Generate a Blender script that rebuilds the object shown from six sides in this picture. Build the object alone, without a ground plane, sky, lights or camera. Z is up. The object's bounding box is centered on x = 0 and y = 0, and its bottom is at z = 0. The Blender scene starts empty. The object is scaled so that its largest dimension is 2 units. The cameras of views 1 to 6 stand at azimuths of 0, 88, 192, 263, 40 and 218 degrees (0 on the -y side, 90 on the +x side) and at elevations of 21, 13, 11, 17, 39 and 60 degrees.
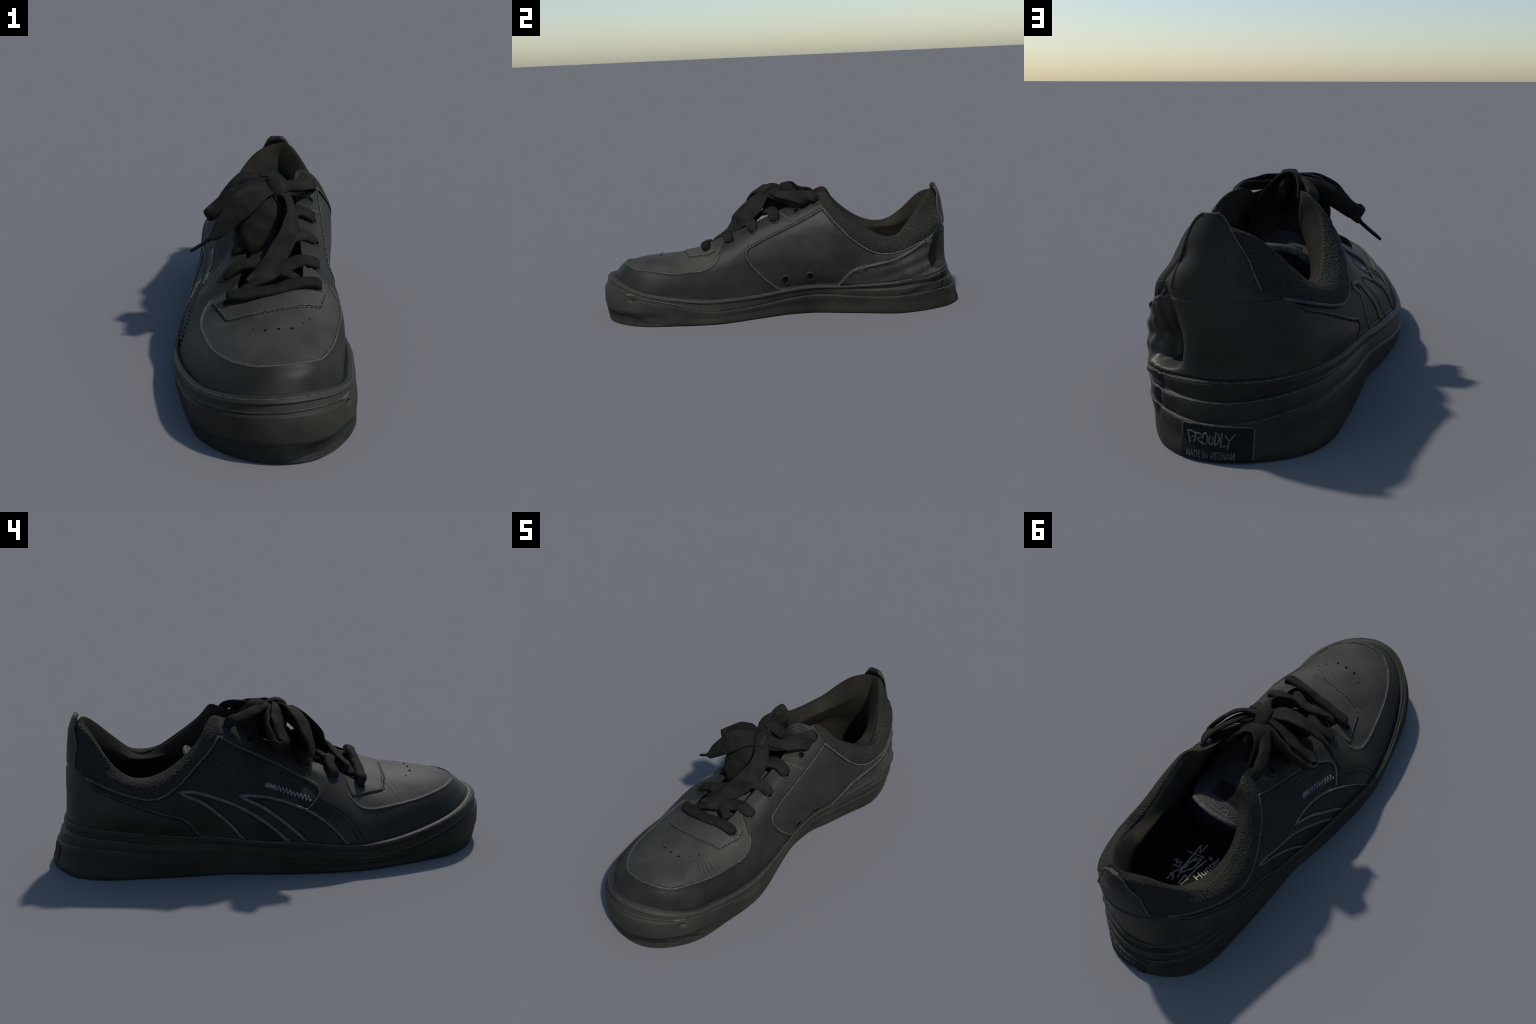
import bpy, bmesh, math
import numpy as np
from mathutils import Vector
from mathutils.bvhtree import BVHTree

# ------------------------------------------------------------------ splines
def periodic_cubic(knots, period, pts, q):
    """C2 periodic cubic spline through pts (n,k) at knots (n), evaluated at q."""
    n = len(knots)
    h = np.diff(np.append(knots, knots[0] + period))
    A = np.zeros((n, n)); B = np.zeros((n, pts.shape[1]))
    for i in range(n):
        a, b = h[i - 1], h[i]
        A[i, (i - 1) % n] += a; A[i, i] += 2 * (a + b); A[i, (i + 1) % n] += b
        B[i] = 6 * ((pts[(i + 1) % n] - pts[i]) / b - (pts[i] - pts[i - 1]) / a)
    M = np.linalg.solve(A, B)
    q = np.mod(q - knots[0], period) + knots[0]
    i = np.clip(np.searchsorted(knots, q, side='right') - 1, 0, n - 1)
    j = (i + 1) % n
    hh = h[i][:, None]; t = (q - knots[i])[:, None]; s = hh - t
    return (M[i] * s**3 + M[j] * t**3) / (6 * hh) + (pts[i] / hh - M[i] * hh / 6) * s + (pts[j] / hh - M[j] * hh / 6) * t

def pchip(xk, Y, q):
    """Monotone cubic along axis 0 of Y (m, ...)."""
    xk = np.asarray(xk, float); h = np.diff(xk)
    hs = h.reshape((-1,) + (1,) * (Y.ndim - 1))
    d = np.diff(Y, axis=0) / hs
    m = np.zeros_like(Y)
    w1 = 2 * hs[1:] + hs[:-1]; w2 = hs[1:] + 2 * hs[:-1]
    same = d[:-1] * d[1:] > 0
    with np.errstate(divide='ignore', invalid='ignore'):
        hm = (w1 + w2) / (w1 / d[:-1] + w2 / d[1:])
    m[1:-1] = np.where(same, np.nan_to_num(hm), 0)
    m[0] = d[0]; m[-1] = d[-1]
    i = np.clip(np.searchsorted(xk, q, side='right') - 1, 0, len(xk) - 2)
    t = ((q - xk[i]) / h[i]).reshape((-1,) + (1,) * (Y.ndim - 1)); hi = h[i].reshape(t.shape)
    return ((2*t**3 - 3*t**2 + 1) * Y[i] + (t**3 - 2*t**2 + t) * hi * m[i]
            + (-2*t**3 + 3*t**2) * Y[i + 1] + (t**3 - t**2) * hi * m[i + 1])

def catmull(pts, n):
    """Smooth open curve through pts (m,k), n samples evenly spaced in chord parameter."""
    p = np.asarray(pts, float)
    c = np.append(0, np.cumsum(np.sqrt(np.linalg.norm(np.diff(p[:, :3], axis=0), axis=1)) + 1e-9))
    m = np.gradient(p, c, axis=0)
    q = np.linspace(0, c[-1], n)
    i = np.clip(np.searchsorted(c, q, side='right') - 1, 0, len(c) - 2)
    h = (c[i + 1] - c[i])[:, None]; t = ((q - c[i])[:, None]) / h
    return ((2*t**3 - 3*t**2 + 1) * p[i] + (t**3 - 2*t**2 + t) * h * m[i]
            + (-2*t**3 + 3*t**2) * p[i + 1] + (t**3 - t**2) * h * m[i + 1])

def smooth(a, b, x):
    t = np.clip((x - a) / (b - a), 0, 1)
    return t * t * (3 - 2 * t)

# ------------------------------------------------------------------ the last: ring control points
# one row per station round the shoe: heel centre -> inner (+x) side -> toe -> outer (-x) side
# rings: E sole joint, F low wall, G mid wall, H shoulder, I below rim, J rim
UP = [
 ((.05,.922,.205),(.06,.913,.28),(.07,.909,.37),(.075,.903,.46),(.08,.890,.56),(.09,.83,.635)),
 ((.258,.858,.20),(.252,.842,.28),(.243,.838,.37),(.238,.846,.455),(.200,.830,.53),(.175,.785,.612)),
 ((.336,.715,.19),(.338,.715,.27),(.330,.70,.36),(.316,.68,.41),(.297,.665,.445),(.26,.65,.455)),
 ((.306,.47,.165),(.330,.47,.25),(.332,.45,.36),(.326,.46,.41),(.308,.46,.445),(.268,.46,.457)),
 ((.283,.29,.16),(.315,.29,.24),(.332,.30,.34),(.325,.30,.44),(.285,.29,.54),(.235,.275,.605)),
 ((.268,.18,.16),(.303,.17,.23),(.320,.17,.33),(.305,.19,.45),(.245,.215,.59),(.165,.225,.66)),
 ((.268,.04,.152),(.292,.04,.22),(.305,.03,.32),(.285,.03,.43),(.225,.03,.54),(.152,.03,.585)),
 ((.288,-.12,.135),(.293,-.12,.22),(.293,-.12,.32),(.265,-.12,.42),(.213,-.13,.49),(.157,-.14,.51)),
 ((.313,-.29,.128),(.311,-.28,.21),(.300,-.28,.30),(.262,-.28,.38),(.212,-.28,.425),(.16,-.27,.458)),
 ((.317,-.44,.130),(.317,-.43,.19),(.305,-.43,.275),(.262,-.42,.34),(.213,-.41,.385),(.158,-.375,.418)),
 ((.297,-.62,.150),(.287,-.62,.21),(.262,-.61,.277),(.22,-.57,.332),(.175,-.49,.368),(.13,-.395,.40)),
 ((.252,-.80,.190),(.238,-.79,.245),(.212,-.77,.295),(.17,-.68,.335),(.12,-.55,.361),(.085,-.39,.385)),
 ((.155,-.90,.225),(.147,-.875,.272),(.13,-.842,.303),(.10,-.73,.337),(.075,-.56,.356),(.06,-.388,.374)),
 ((-.035,-.930,.228),(-.033,-.895,.272),(-.025,-.855,.300),(.0,-.74,.330),(.015,-.56,.344),(.025,-.385,.364)),
 ((-.15,-.843,.194),(-.14,-.82,.235),(-.118,-.787,.275),(-.077,-.69,.311),(-.045,-.55,.328),(-.01,-.382,.352)),
 ((-.24,-.675,.152),(-.222,-.665,.20),(-.194,-.645,.245),(-.142,-.59,.283),(-.095,-.51,.310),(-.045,-.378,.342)),
 ((-.295,-.50,.124),(-.272,-.495,.175),(-.234,-.48,.228),(-.185,-.455,.274),(-.13,-.42,.312),(-.075,-.365,.347)),
 ((-.313,-.40,.116),(-.29,-.39,.175),(-.245,-.38,.235),(-.185,-.36,.293),(-.13,-.34,.335),(-.085,-.335,.364)),
 ((-.318,-.29,.120),(-.297,-.285,.19),(-.255,-.28,.265),(-.188,-.28,.330),(-.13,-.28,.370),(-.07,-.28,.395)),
 ((-.305,-.12,.14),(-.29,-.12,.22),(-.235,-.13,.30),(-.16,-.13,.375),(-.105,-.14,.425),(-.05,-.14,.445)),
 ((-.287,.05,.15),(-.282,.05,.23),(-.238,.06,.33),(-.175,.04,.41),(-.10,.03,.505),(-.04,.03,.545)),
 ((-.27,.19,.165),(-.27,.19,.25),(-.248,.18,.35),(-.19,.20,.45),(-.111,.22,.583),(-.03,.217,.652)),
 ((-.254,.30,.172),(-.264,.30,.25),(-.255,.33,.36),(-.22,.33,.44),(-.155,.32,.54),(-.10,.30,.59)),
 ((-.236,.47,.182),(-.256,.47,.26),(-.245,.48,.345),(-.222,.48,.40),(-.19,.47,.435),(-.14,.46,.452)),
 ((-.208,.67,.203),(-.226,.67,.27),(-.210,.67,.335),(-.19,.665,.39),(-.16,.66,.425),(-.12,.655,.442)),
 ((-.130,.845,.212),(-.126,.84,.28),(-.108,.832,.37),(-.082,.825,.44),(-.05,.80,.515),(-.022,.772,.582)),
]
# sole: bottom outline (x, y) at z = 0, side bulge, and height of the step groove
SOLE = [
 (.05,.994,.10),(.246,.888,.11),(.325,.68,.105),(.305,.47,.092),(.262,.29,.105),(.235,.18,.108),(.238,.04,.098),
 (.278,-.12,.078),(.335,-.29,.068),(.355,-.44,.073),(.34,-.62,.112),(.305,-.81,.150),(.19,-.950,.180),
 (-.05,-.962,.180),(-.188,-.866,.150),(-.266,-.705,.098),(-.312,-.50,.056),(-.33,-.40,.05),(-.335,-.29,.052),
 (-.322,-.12,.062),(-.30,.05,.083),(-.272,.19,.095),(-.267,.30,.102),(-.262,.47,.112),(-.25,.67,.128),(-.186,.885,.13)]
# padding between outer wall and lining at each station
PAD = [.115,.118,.115,.105,.115,.09,.04,.02,.02,.02,.02,.02,.02,.02,.02,.02,.02,.02,.02,.02,.04,.09,.125,.115,.108,.112]

UP = np.array(UP); SOLE = np.array(SOLE); PAD = np.array(PAD)
NS = len(UP)
ring = UP[:, 2]
dl = np.linalg.norm(np.roll(ring, -1, 0) - ring, axis=1)
KN = np.append(0, np.cumsum(dl))[:-1]; PER = dl.sum()

def outward(rings):
    """approximate outward normals of a control grid (stations, rings, 3)"""
    du = np.roll(rings, -1, 0) - np.roll(rings, 1, 0)
    dv = np.gradient(rings, axis=1)
    n = np.cross(dv, du); n /= np.linalg.norm(n, axis=2)[..., None]
    return n

def grid_mesh(name, P, flip=False):
    nv, nu = P.shape[:2]
    me = bpy.data.meshes.new(name)
    idx = np.arange(nv * nu).reshape(nv, nu)
    a = idx[:-1]; b = np.roll(a, -1, 1); d = idx[1:]; c = np.roll(d, -1, 1)
    f = np.stack([a, b, c, d] if not flip else [a, d, c, b], -1).reshape(-1, 4)
    return P.reshape(-1, 3), f

# ------------------------------------------------------------------ materials
def new_mat(name):
    m = bpy.data.materials.new(name); m.use_nodes = True
    nt = m.node_tree
    return m, nt, nt.nodes['Principled BSDF']

def node(nt, kind, **kw):
    n = nt.nodes.new(kind)
    for k, v in kw.items():
        if k in n.inputs.keys(): n.inputs[k].default_value = v
        else: setattr(n, k, v)
    return n

def leather(name, dark, light, rough=.5, grain=420, bump=.25, patch=5.0, spec=.35, cells=0, fleck=0.0):
    """Leather / rubber / cloth: patchy base colour, worn flecks, fine grain bump, optional cell texture."""
    m, nt, bs = new_mat(name); L = nt.links.new
    tc = node(nt, 'ShaderNodeTexCoord')
    n1 = node(nt, 'ShaderNodeTexNoise', Scale=patch, Detail=5.0, Roughness=.6); L(tc.outputs['Object'], n1.inputs['Vector'])
    rp = node(nt, 'ShaderNodeValToRGB'); L(n1.outputs['Fac'], rp.inputs['Fac'])
    rp.color_ramp.elements[0].position = .36; rp.color_ramp.elements[0].color = (*[x * .88 for x in dark], 1)
    rp.color_ramp.elements[1].position = .66; rp.color_ramp.elements[1].color = (*[x * 1.08 for x in light], 1)
    col = rp.outputs['Color']
    n2 = node(nt, 'ShaderNodeTexNoise', Scale=grain, Detail=3.0); L(tc.outputs['Object'], n2.inputs['Vector'])
    if fleck:
        n3 = node(nt, 'ShaderNodeTexNoise', Scale=38.0, Detail=6.0, Roughness=.7); L(tc.outputs['Object'], n3.inputs['Vector'])
        r3 = node(nt, 'ShaderNodeValToRGB'); L(n3.outputs['Fac'], r3.inputs['Fac'])
        r3.color_ramp.elements[0].position = .62; r3.color_ramp.elements[0].color = (0, 0, 0, 1)
        r3.color_ramp.elements[1].position = .80; r3.color_ramp.elements[1].color = (fleck,) * 3 + (1,)
        mx = node(nt, 'ShaderNodeMix', data_type='RGBA', blend_type='MIX'); L(r3.outputs['Color'], mx.inputs[0])
        L(col, mx.inputs[6]); mx.inputs[7].default_value = (.13, .125, .11, 1); col = mx.outputs[2]
    height = n2.outputs['Fac']
    if cells:
        vo = node(nt, 'ShaderNodeTexVoronoi', Scale=cells); vo.feature = 'F1'
        mp = node(nt, 'ShaderNodeMapping'); mp.inputs['Scale'].default_value = (1.0, .75, 1.5)
        L(tc.outputs['Object'], mp.inputs['Vector']); L(mp.outputs['Vector'], vo.inputs['Vector'])
        rv = node(nt, 'ShaderNodeMapRange'); rv.inputs['From Min'].default_value = .1; rv.inputs['From Max'].default_value = .62
        rv.inputs['To Min'].default_value = 1; rv.inputs['To Max'].default_value = 0
        L(vo.outputs['Distance'], rv.inputs['Value'])
        mx2 = node(nt, 'ShaderNodeMix', data_type='RGBA', blend_type='MIX'); L(rv.outputs['Result'], mx2.inputs[0])
        mx2.inputs[6].default_value = (*[c * .45 for c in dark], 1); L(col, mx2.inputs[7]); col = mx2.outputs[2]
        height = rv.outputs['Result']
    bp = node(nt, 'ShaderNodeBump', Strength=bump, Distance=.004 if cells else .0015)
    L(height, bp.inputs['Height']); L(bp.outputs['Normal'], bs.inputs['Normal'])
    L(col, bs.inputs['Base Color'])
    rr = node(nt, 'ShaderNodeMapRange'); L(n1.outputs['Fac'], rr.inputs['Value'])
    rr.inputs['To Min'].default_value = rough - .1; rr.inputs['To Max'].default_value = rough + .1
    L(rr.outputs['Result'], bs.inputs['Roughness'])
    bs.inputs['Specular IOR Level'].default_value = spec
    return m

def perforated(name, dark, light):
    """smooth leather with a slanted grid of small punched dots in its upper field"""
    m = leather(name, dark, light, rough=.6, spec=.12); nt = m.node_tree; L = nt.links.new
    bs = nt.nodes['Principled BSDF']; tc = [n for n in nt.nodes if n.type == 'TEX_COORD'][0]
    src = bs.inputs['Base Color'].links[0].from_socket
    mp = node(nt, 'ShaderNodeMapping'); mp.inputs['Rotation'].default_value = (math.radians(-24), 0, 0)
    L(tc.outputs['Object'], mp.inputs['Vector'])
    sx = node(nt, 'ShaderNodeSeparateXYZ'); L(mp.outputs['Vector'], sx.inputs[0])
    def math_(op, a, b=None):
        n = node(nt, 'ShaderNodeMath', operation=op)
        for i, s in enumerate((a, b)):
            if s is None: continue
            if isinstance(s, (int, float)): n.inputs[i].default_value = s
            else: L(s, n.inputs[i])
        return n.outputs[0]
    u = math_('MULTIPLY', sx.outputs['Y'], 1 / .024); v = math_('MULTIPLY', sx.outputs['Z'], 1 / .021)
    row = math_('FLOOR', v); u = math_('ADD', u, math_('MULTIPLY', row, .5))
    fu = math_('SUBTRACT', math_('FRACT', u), .5); fv = math_('SUBTRACT', math_('FRACT', v), .5)
    r = math_('SQRT', math_('ADD', math_('MULTIPLY', fu, fu), math_('MULTIPLY', fv, fv)))
    dot = math_('LESS_THAN', r, .2)
    mx = node(nt, 'ShaderNodeMix', data_type='RGBA'); L(dot, mx.inputs[0]); L(src, mx.inputs[6])
    mx.inputs[7].default_value = (.007, .007, .0075, 1)
    L(mx.outputs[2], bs.inputs['Base Color'])
    return m

def plain(name, c, rough=.6, spec=.12, var=.4):
    m, nt, bs = new_mat(name)
    tc = node(nt, 'ShaderNodeTexCoord'); n = node(nt, 'ShaderNodeTexNoise', Scale=60.0, Detail=4.0)
    nt.links.new(tc.outputs['Object'], n.inputs['Vector'])
    rp = node(nt, 'ShaderNodeValToRGB'); nt.links.new(n.outputs['Fac'], rp.inputs['Fac'])
    rp.color_ramp.elements[0].position = .3; rp.color_ramp.elements[0].color = (*[x * (1 - var) for x in c], 1)
    rp.color_ramp.elements[1].position = .7; rp.color_ramp.elements[1].color = (*[x * (1 + var) for x in c], 1)
    nt.links.new(rp.outputs['Color'], bs.inputs['Base Color'])
    bs.inputs['Roughness'].default_value = rough; bs.inputs['Specular IOR Level'].default_value = spec
    return m

MAT = {
 'leather': leather('black_leather', (.0168, .0175, .0140), (.0248, .0252, .0202), rough=.48, spec=.15, fleck=.12),
 'toe': leather('toe_leather', (.0400, .0395, .0325), (.0550, .0538, .0445), rough=.55, spec=.11, fleck=.15),
 'quarter': leather('smooth_quarter_leather', (.0242, .0240, .0193), (.0319, .0311, .0250), rough=.46, spec=.15, fleck=.05),
 'outer': leather('outer_quarter_leather', (.0158, .0162, .0132), (.0239, .0243, .0196), rough=.5, spec=.11, fleck=.10),  # darker copy of the leather, carrying the outer side's shade
 'perf': perforated('perforated_leather', (.0161, .0165, .0138), (.0239, .0242, .0201)),  # base colour lowered here too for that shadowed flank
 'mesh': leather('collar_mesh', (.0385, .0384, .0296), (.0551, .0545, .0419), rough=.75, cells=135, bump=.8, spec=.1),
 'lining': leather('lining_cloth', (.0199, .0184, .0137), (.0283, .0259, .0195), rough=.9, grain=300, bump=.5, spec=.05),
 'counter': leather('counter_leather', (.0187, .0187, .0148), (.0300, .0297, .0236), rough=.46, spec=.15, fleck=.2),
 'worn': leather('polished_counter_leather', (.0270, .0265, .0207), (.0624, .0605, .0469), rough=.42, spec=.22, patch=4, fleck=.3),  # pale patches paint the glossy highlights of the inner heel
 'rubber': leather('sole_rubber', (.0179, .0180, .0138), (.0306, .0301, .0230), rough=.5, patch=3, grain=250, fleck=.35, spec=.15),  # toned down to follow baked shadow on the sole's toe end
 'sole_edge': plain('worn_sole_edge', (.050, .053, .046), .5, var=.5),
 'scuff': plain('scuffed_rubber', (.075, .066, .050), .8, var=.5),
 'outsole': plain('outsole_rubber', (.018, .021, .018), .7, var=.2),
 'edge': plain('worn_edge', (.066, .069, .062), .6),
 'thread': plain('dark_thread', (.011, .0115, .0105), .7),
 'thread_light': plain('grey_thread', (.17, .178, .172), .7),
 'piping': plain('piping', (.058, .062, .062), .5),
 'trim': plain('stripe_trim', (.085, .088, .082), .5),
 'lace': leather('lace_cloth', (.0113, .0114, .0095), (.0201, .0201, .0165), rough=.8, grain=300, bump=.6, patch=14, fleck=.15, spec=.06),
 'tongue': leather('tongue_cloth', (.030, .031, .030), (.05, .05, .047), rough=.8, spec=.2),
 'insole': plain('insole_cloth', (.010, .010, .011), .9, .1),
 'print': plain('insole_print', (.36, .34, .29), .8),
 'label': plain('heel_label_rubber', (.008, .009, .0085), .6, var=.15),
 'label_text': plain('label_lettering', (.085, .095, .092), .6),
 'hole': plain('punched_hole', (.004, .004, .004), .9, .05),
 'metal': plain('blackened_eyelet', (.018, .019, .018), .5, .3),
}

root = bpy.data.objects.new('sneaker', None); bpy.context.collection.objects.link(root)
root['label'] = 'worn black leather low sneaker with loosely tied laces'
root['category'] = 'shoe'

def obj(name, verts, faces, mat, parent=None, smooth_=True, kind=None, angle=None):
    me = bpy.data.meshes.new(name)
    me.from_pydata([tuple(v) for v in verts], [], [tuple(int(i) for i in f) for f in faces])
    me.materials.append(MAT[mat])
    if smooth_: me.polygons.foreach_set('use_smooth', [True] * len(me.polygons))
    o = bpy.data.objects.new(name, me); bpy.context.collection.objects.link(o)
    o.parent = parent or root
    if kind: o['kind'] = kind
    if angle is not None: me.set_sharp_from_angle(angle=math.radians(angle))
    me.update()
    return o

# ------------------------------------------------------------------ upper: loft
NU, NVO = 1500, 210
q = np.linspace(0, PER, NU, endpoint=False)
n_out = outward(UP)
# lining rings: outer rings pushed inward by the padding
inner = []
for k, f in ((4, .8), (3, 1.0), (2, 1.0), (1, .9), (0, .8)):
    d = n_out[:, k].copy()
    collar = (PAD > .05)[:, None]
    dh = d.copy(); dh[:, 2] = 0; dh /= np.linalg.norm(dh, axis=1)[:, None]
    d = np.where(collar, dh, d)
    t = np.maximum(PAD * f, .018)[:, None]
    inner.append(UP[:, k] - d * t - np.array([0, 0, .012 if k == 4 else 0]))
    if k == 0: inner[-1][:, 2] = np.minimum(inner[-1][:, 2], .165)
RINGS = [UP[:, k] for k in range(6)] + inner
R = np.stack([periodic_cubic(KN, PER, r, q) for r in RINGS])
kv = np.array([0, 1, 2, 3, 4, 5, 5.9, 6.7, 7.6, 8.5, 9.3])
vo = np.linspace(0, 5, NVO); vi = np.linspace(5, 9.3, 91)[1:]
P_all = pchip(kv, R, np.concatenate([vo, vi]))
NVI = len(vi)

def grid_normals(P):
    du = np.roll(P, -1, 1) - np.roll(P, 1, 1)
    dv = np.gradient(P, axis=0)
    n = np.cross(du, dv); n /= np.linalg.norm(n, axis=2)[..., None] + 1e-12
    return n
Nrm = grid_normals(P_all)
c0 = P_all[0].mean(0)
if ((P_all[10] - c0) * Nrm[10]).sum() < 0: Nrm = -Nrm; FLIP = True
else: FLIP = False

V0, F0 = grid_mesh('b', P_all[:NVO])
bvh0 = BVHTree.FromPolygons([tuple(v) for v in V0], [tuple(f) for f in F0])

def lift(side, a, b):
    """put a point given in side view (y,z) or top view (x,y) on the base surface"""
    if side == 'inner': h = bvh0.ray_cast(Vector((2, a, b)), Vector((-1, 0, 0)))
    elif side == 'outer': h = bvh0.ray_cast(Vector((-2, a, b)), Vector((1, 0, 0)))
    elif side == 'back': h = bvh0.ray_cast(Vector((a, 3, b)), Vector((0, -1, 0)))
    else: h = bvh0.ray_cast(Vector((a, b, 2)), Vector((0, 0, -1)))
    if h[0] is None:
        g = {'inner': (.3, a, b), 'outer': (-.3, a, b), 'back': (a, .9, b), 'top': (a, b, .35)}[side]
        h = bvh0.find_nearest(Vector(g))
    return np.array(h[0])

def path(side, pts, n=160, closed=False):
    p = list(pts) + ([pts[0]] if closed else [])
    c = catmull(np.array([(x, y, 0) for x, y in p]), n) if not closed else polyround(p, n)
    return c[:, :2], np.array([lift(side, a, b) for a, b in c[:, :2]])

def polyround(p, n):
    p = np.array(p, float); d = np.append(0, np.cumsum(np.linalg.norm(np.diff(p, axis=0), axis=1)))
    q = np.linspace(0, d[-1], n)
    return np.stack([np.interp(q, d, p[:, 0]), np.interp(q, d, p[:, 1])], 1)

def inside(poly, a, b):
    """even-odd test, vectorised"""
    r = np.zeros(len(a), bool); n = len(poly)
    for i in range(n):
        x1, y1 = poly[i]; x2, y2 = poly[(i + 1) % n]
        if y1 == y2: continue
        c = ((y1 > b) != (y2 > b)) & (a < (x2 - x1) * (b - y1) / (y2 - y1) + x1)
        r ^= c
    return r

def dist(V, line):
    """distance of points V to a dense 3D polyline (point samples), only near ones exact"""
    lo = line.min(0) - .06; hi = line.max(0) + .06
    m = np.all((V > lo) & (V < hi), axis=1); out = np.full(len(V), .06)
    idx = np.nonzero(m)[0]
    A, B = line[:-1], line[1:]; AB = B - A; L2 = (AB**2).sum(1) + 1e-12
    for s in range(0, len(idx), 4000):
        ii = idx[s:s + 4000]; X = V[ii][:, None] - A[None]
        t = np.clip((X * AB).sum(2) / L2, 0, 1)
        out[ii] = np.sqrt(((X - t[..., None] * AB)**2).sum(2).min(1))
    return np.minimum(out, .06)

# ---- panel lines, side views as (y, z), top view as (x, y)
VAMP = [(.262,-.350),(.280,-.362),(.294,-.388),(.299,-.44),(.285,-.514),(.263,-.62),(.235,-.73),(.193,-.808),(.11,-.858),
        (.03,-.872),(-.03,-.862),(-.093,-.812),(-.129,-.760),(-.169,-.674),(-.190,-.605),(-.206,-.54),(-.218,-.485),(-.226,-.433),
        (-.226,-.385),(-.212,-.352),(-.193,-.334),(-.10,-.335),(0,-.30),(.15,-.30)]
TAB = [(.236,-.372),(.243,-.41),(.214,-.511),(.10,-.535),(.04,-.534),(-.03,-.530),(-.118,-.508),(-.128,-.502),(-.182,-.352),(-.10,-.335),(0,-.30),(.15,-.31)]
M_EYE = [(.225,.585),(.094,.519),(-.046,.457),(-.164,.401),(-.198,.380),(-.203,.362),(-.199,.338),(-.148,.265),(-.078,.193),(-.013,.137)]
M_COL = [(.222,.583),(.274,.515),(.351,.432),(.42,.376),(.474,.346),(.528,.332),(.621,.342),(.727,.378),(.80,.402),(.845,.440)]
M_CNT = [(.285,.150),(.328,.211),(.373,.250),(.473,.275),(.583,.298),(.678,.342),(.769,.390),(.845,.425)]
L_EYE = [(.229,.583),(.158,.539),(.031,.475),(-.097,.403),(-.170,.364),(-.192,.348),(-.198,.334),(-.190,.318),(-.141,.276)]
L_COL = [(.229,.583),(.273,.535),(.336,.479),(.407,.414),(.468,.371),(.51,.353),(.56,.351),(.641,.368),(.731,.396),(.815,.425)]
L_CNT = [(.815,.425),(.757,.382),(.675,.353),(.594,.324),(.497,.291),(.416,.269),(.375,.240),(.344,.191),(.325,.165)]
S1A = [(.414,.381),(.39,.364),(.329,.336),(.265,.285),(.20,.220),(.148,.152)]
S1B = [(.414,.381),(.352,.378),(.261,.347),(.179,.312),(.089,.258),(.015,.199),(-.045,.140)]
S2A = [(.159,.349),(.126,.329),(.061,.295),(-.004,.249),(-.069,.192),(-.124,.136)]
S2B = [(.159,.349),(.099,.343),(.005,.323),(-.103,.282),(-.183,.238),(-.248,.183),(-.303,.118)]
QUARTER_M = M_EYE + [(.285,.150)] + M_CNT[1:4] + [(.49,.34)] + M_COL[4::-1]
COLLAR_M = M_COL + [(.840,.475),(.848,.53),(.85,.60),(.80,.70),(.222,.80)]
COUNTER_M = M_CNT + [(1.1,.43),(1.1,.0),(.285,.0)]
QUARTER_L = L_EYE + S2B[3:] + [(-.30,.0),(.325,.0)] + L_CNT[::-1] + L_COL[-2::-1]
PERF_L = [(.229,.583),(.158,.539),(.031,.475),(-.097,.403),(-.170,.364),(-.16,.335),(.03,.395),(.14,.43),(.25,.45),(.35,.455)] + L_COL[2:0:-1]
COLLAR_L = L_COL + [(.863,.458),(.874,.497),(.884,.53),(.872,.60),(.84,.70),(.229,.80)]
COUNTER_L = L_CNT + [(.325,.0),(1.1,.0),(1.1,.43)]
XC = lambda y: .06 + 0 * y      # centre plane that parts the two sides

lines = {}
for nm, side, pts in (('m_eye','inner',M_EYE),('m_col','inner',M_COL),('m_cnt','inner',M_CNT),('l_eye','outer',L_EYE),
                      ('l_col','outer',L_COL),('l_cnt','outer',L_CNT),('s1a','outer',S1A),('s1b','outer',S1B),
                      ('s2a','outer',S2A),('s2b','outer',S2B)):
    lines[nm] = path(side, pts)[1]
lines['vamp'] = path('top', VAMP[:21])[1]
tab_open = TAB[:9]
lines['tab'] = np.array([lift('top', a, b) for a, b in polyround(tab_open, 200)])

V = P_all[:NVO].reshape(-1, 3); Nv = Nrm[:NVO].reshape(-1, 3)
X, Y, Z = V.T
im = X > .06; il = ~im
D = {k: dist(V, l) for k, l in lines.items()}
ins = {
 'vamp': inside(VAMP, X, Y) & (Y < -.30),
 'tab': inside(TAB, X, Y) & (Y < -.30) & (Z > .28),
 'qm': inside(QUARTER_M, Y, Z) & im, 'ql': inside(QUARTER_L, Y, Z) & il, 'perf': inside(PERF_L, Y, Z) & il,
 'cm': inside(COLLAR_M, Y, Z) & im, 'cl': inside(COLLAR_L, Y, Z) & il,
 'km': inside(COUNTER_M, Y, Z) & im, 'kl': inside(COUNTER_L, Y, Z) & il,
}
heel = (Y > .80) & ~ins['cm'] & ~ins['cl']
H = np.zeros(len(V))
def step(key, line, h, soft=.005):
    global H
    s = np.where(ins[key], 1, -1) * D[line]
    H += h * smooth(-soft, soft, s)
def ridge(line, h, w):
    global H
    H += h * np.exp(-(D[line] / w)**2)
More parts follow.
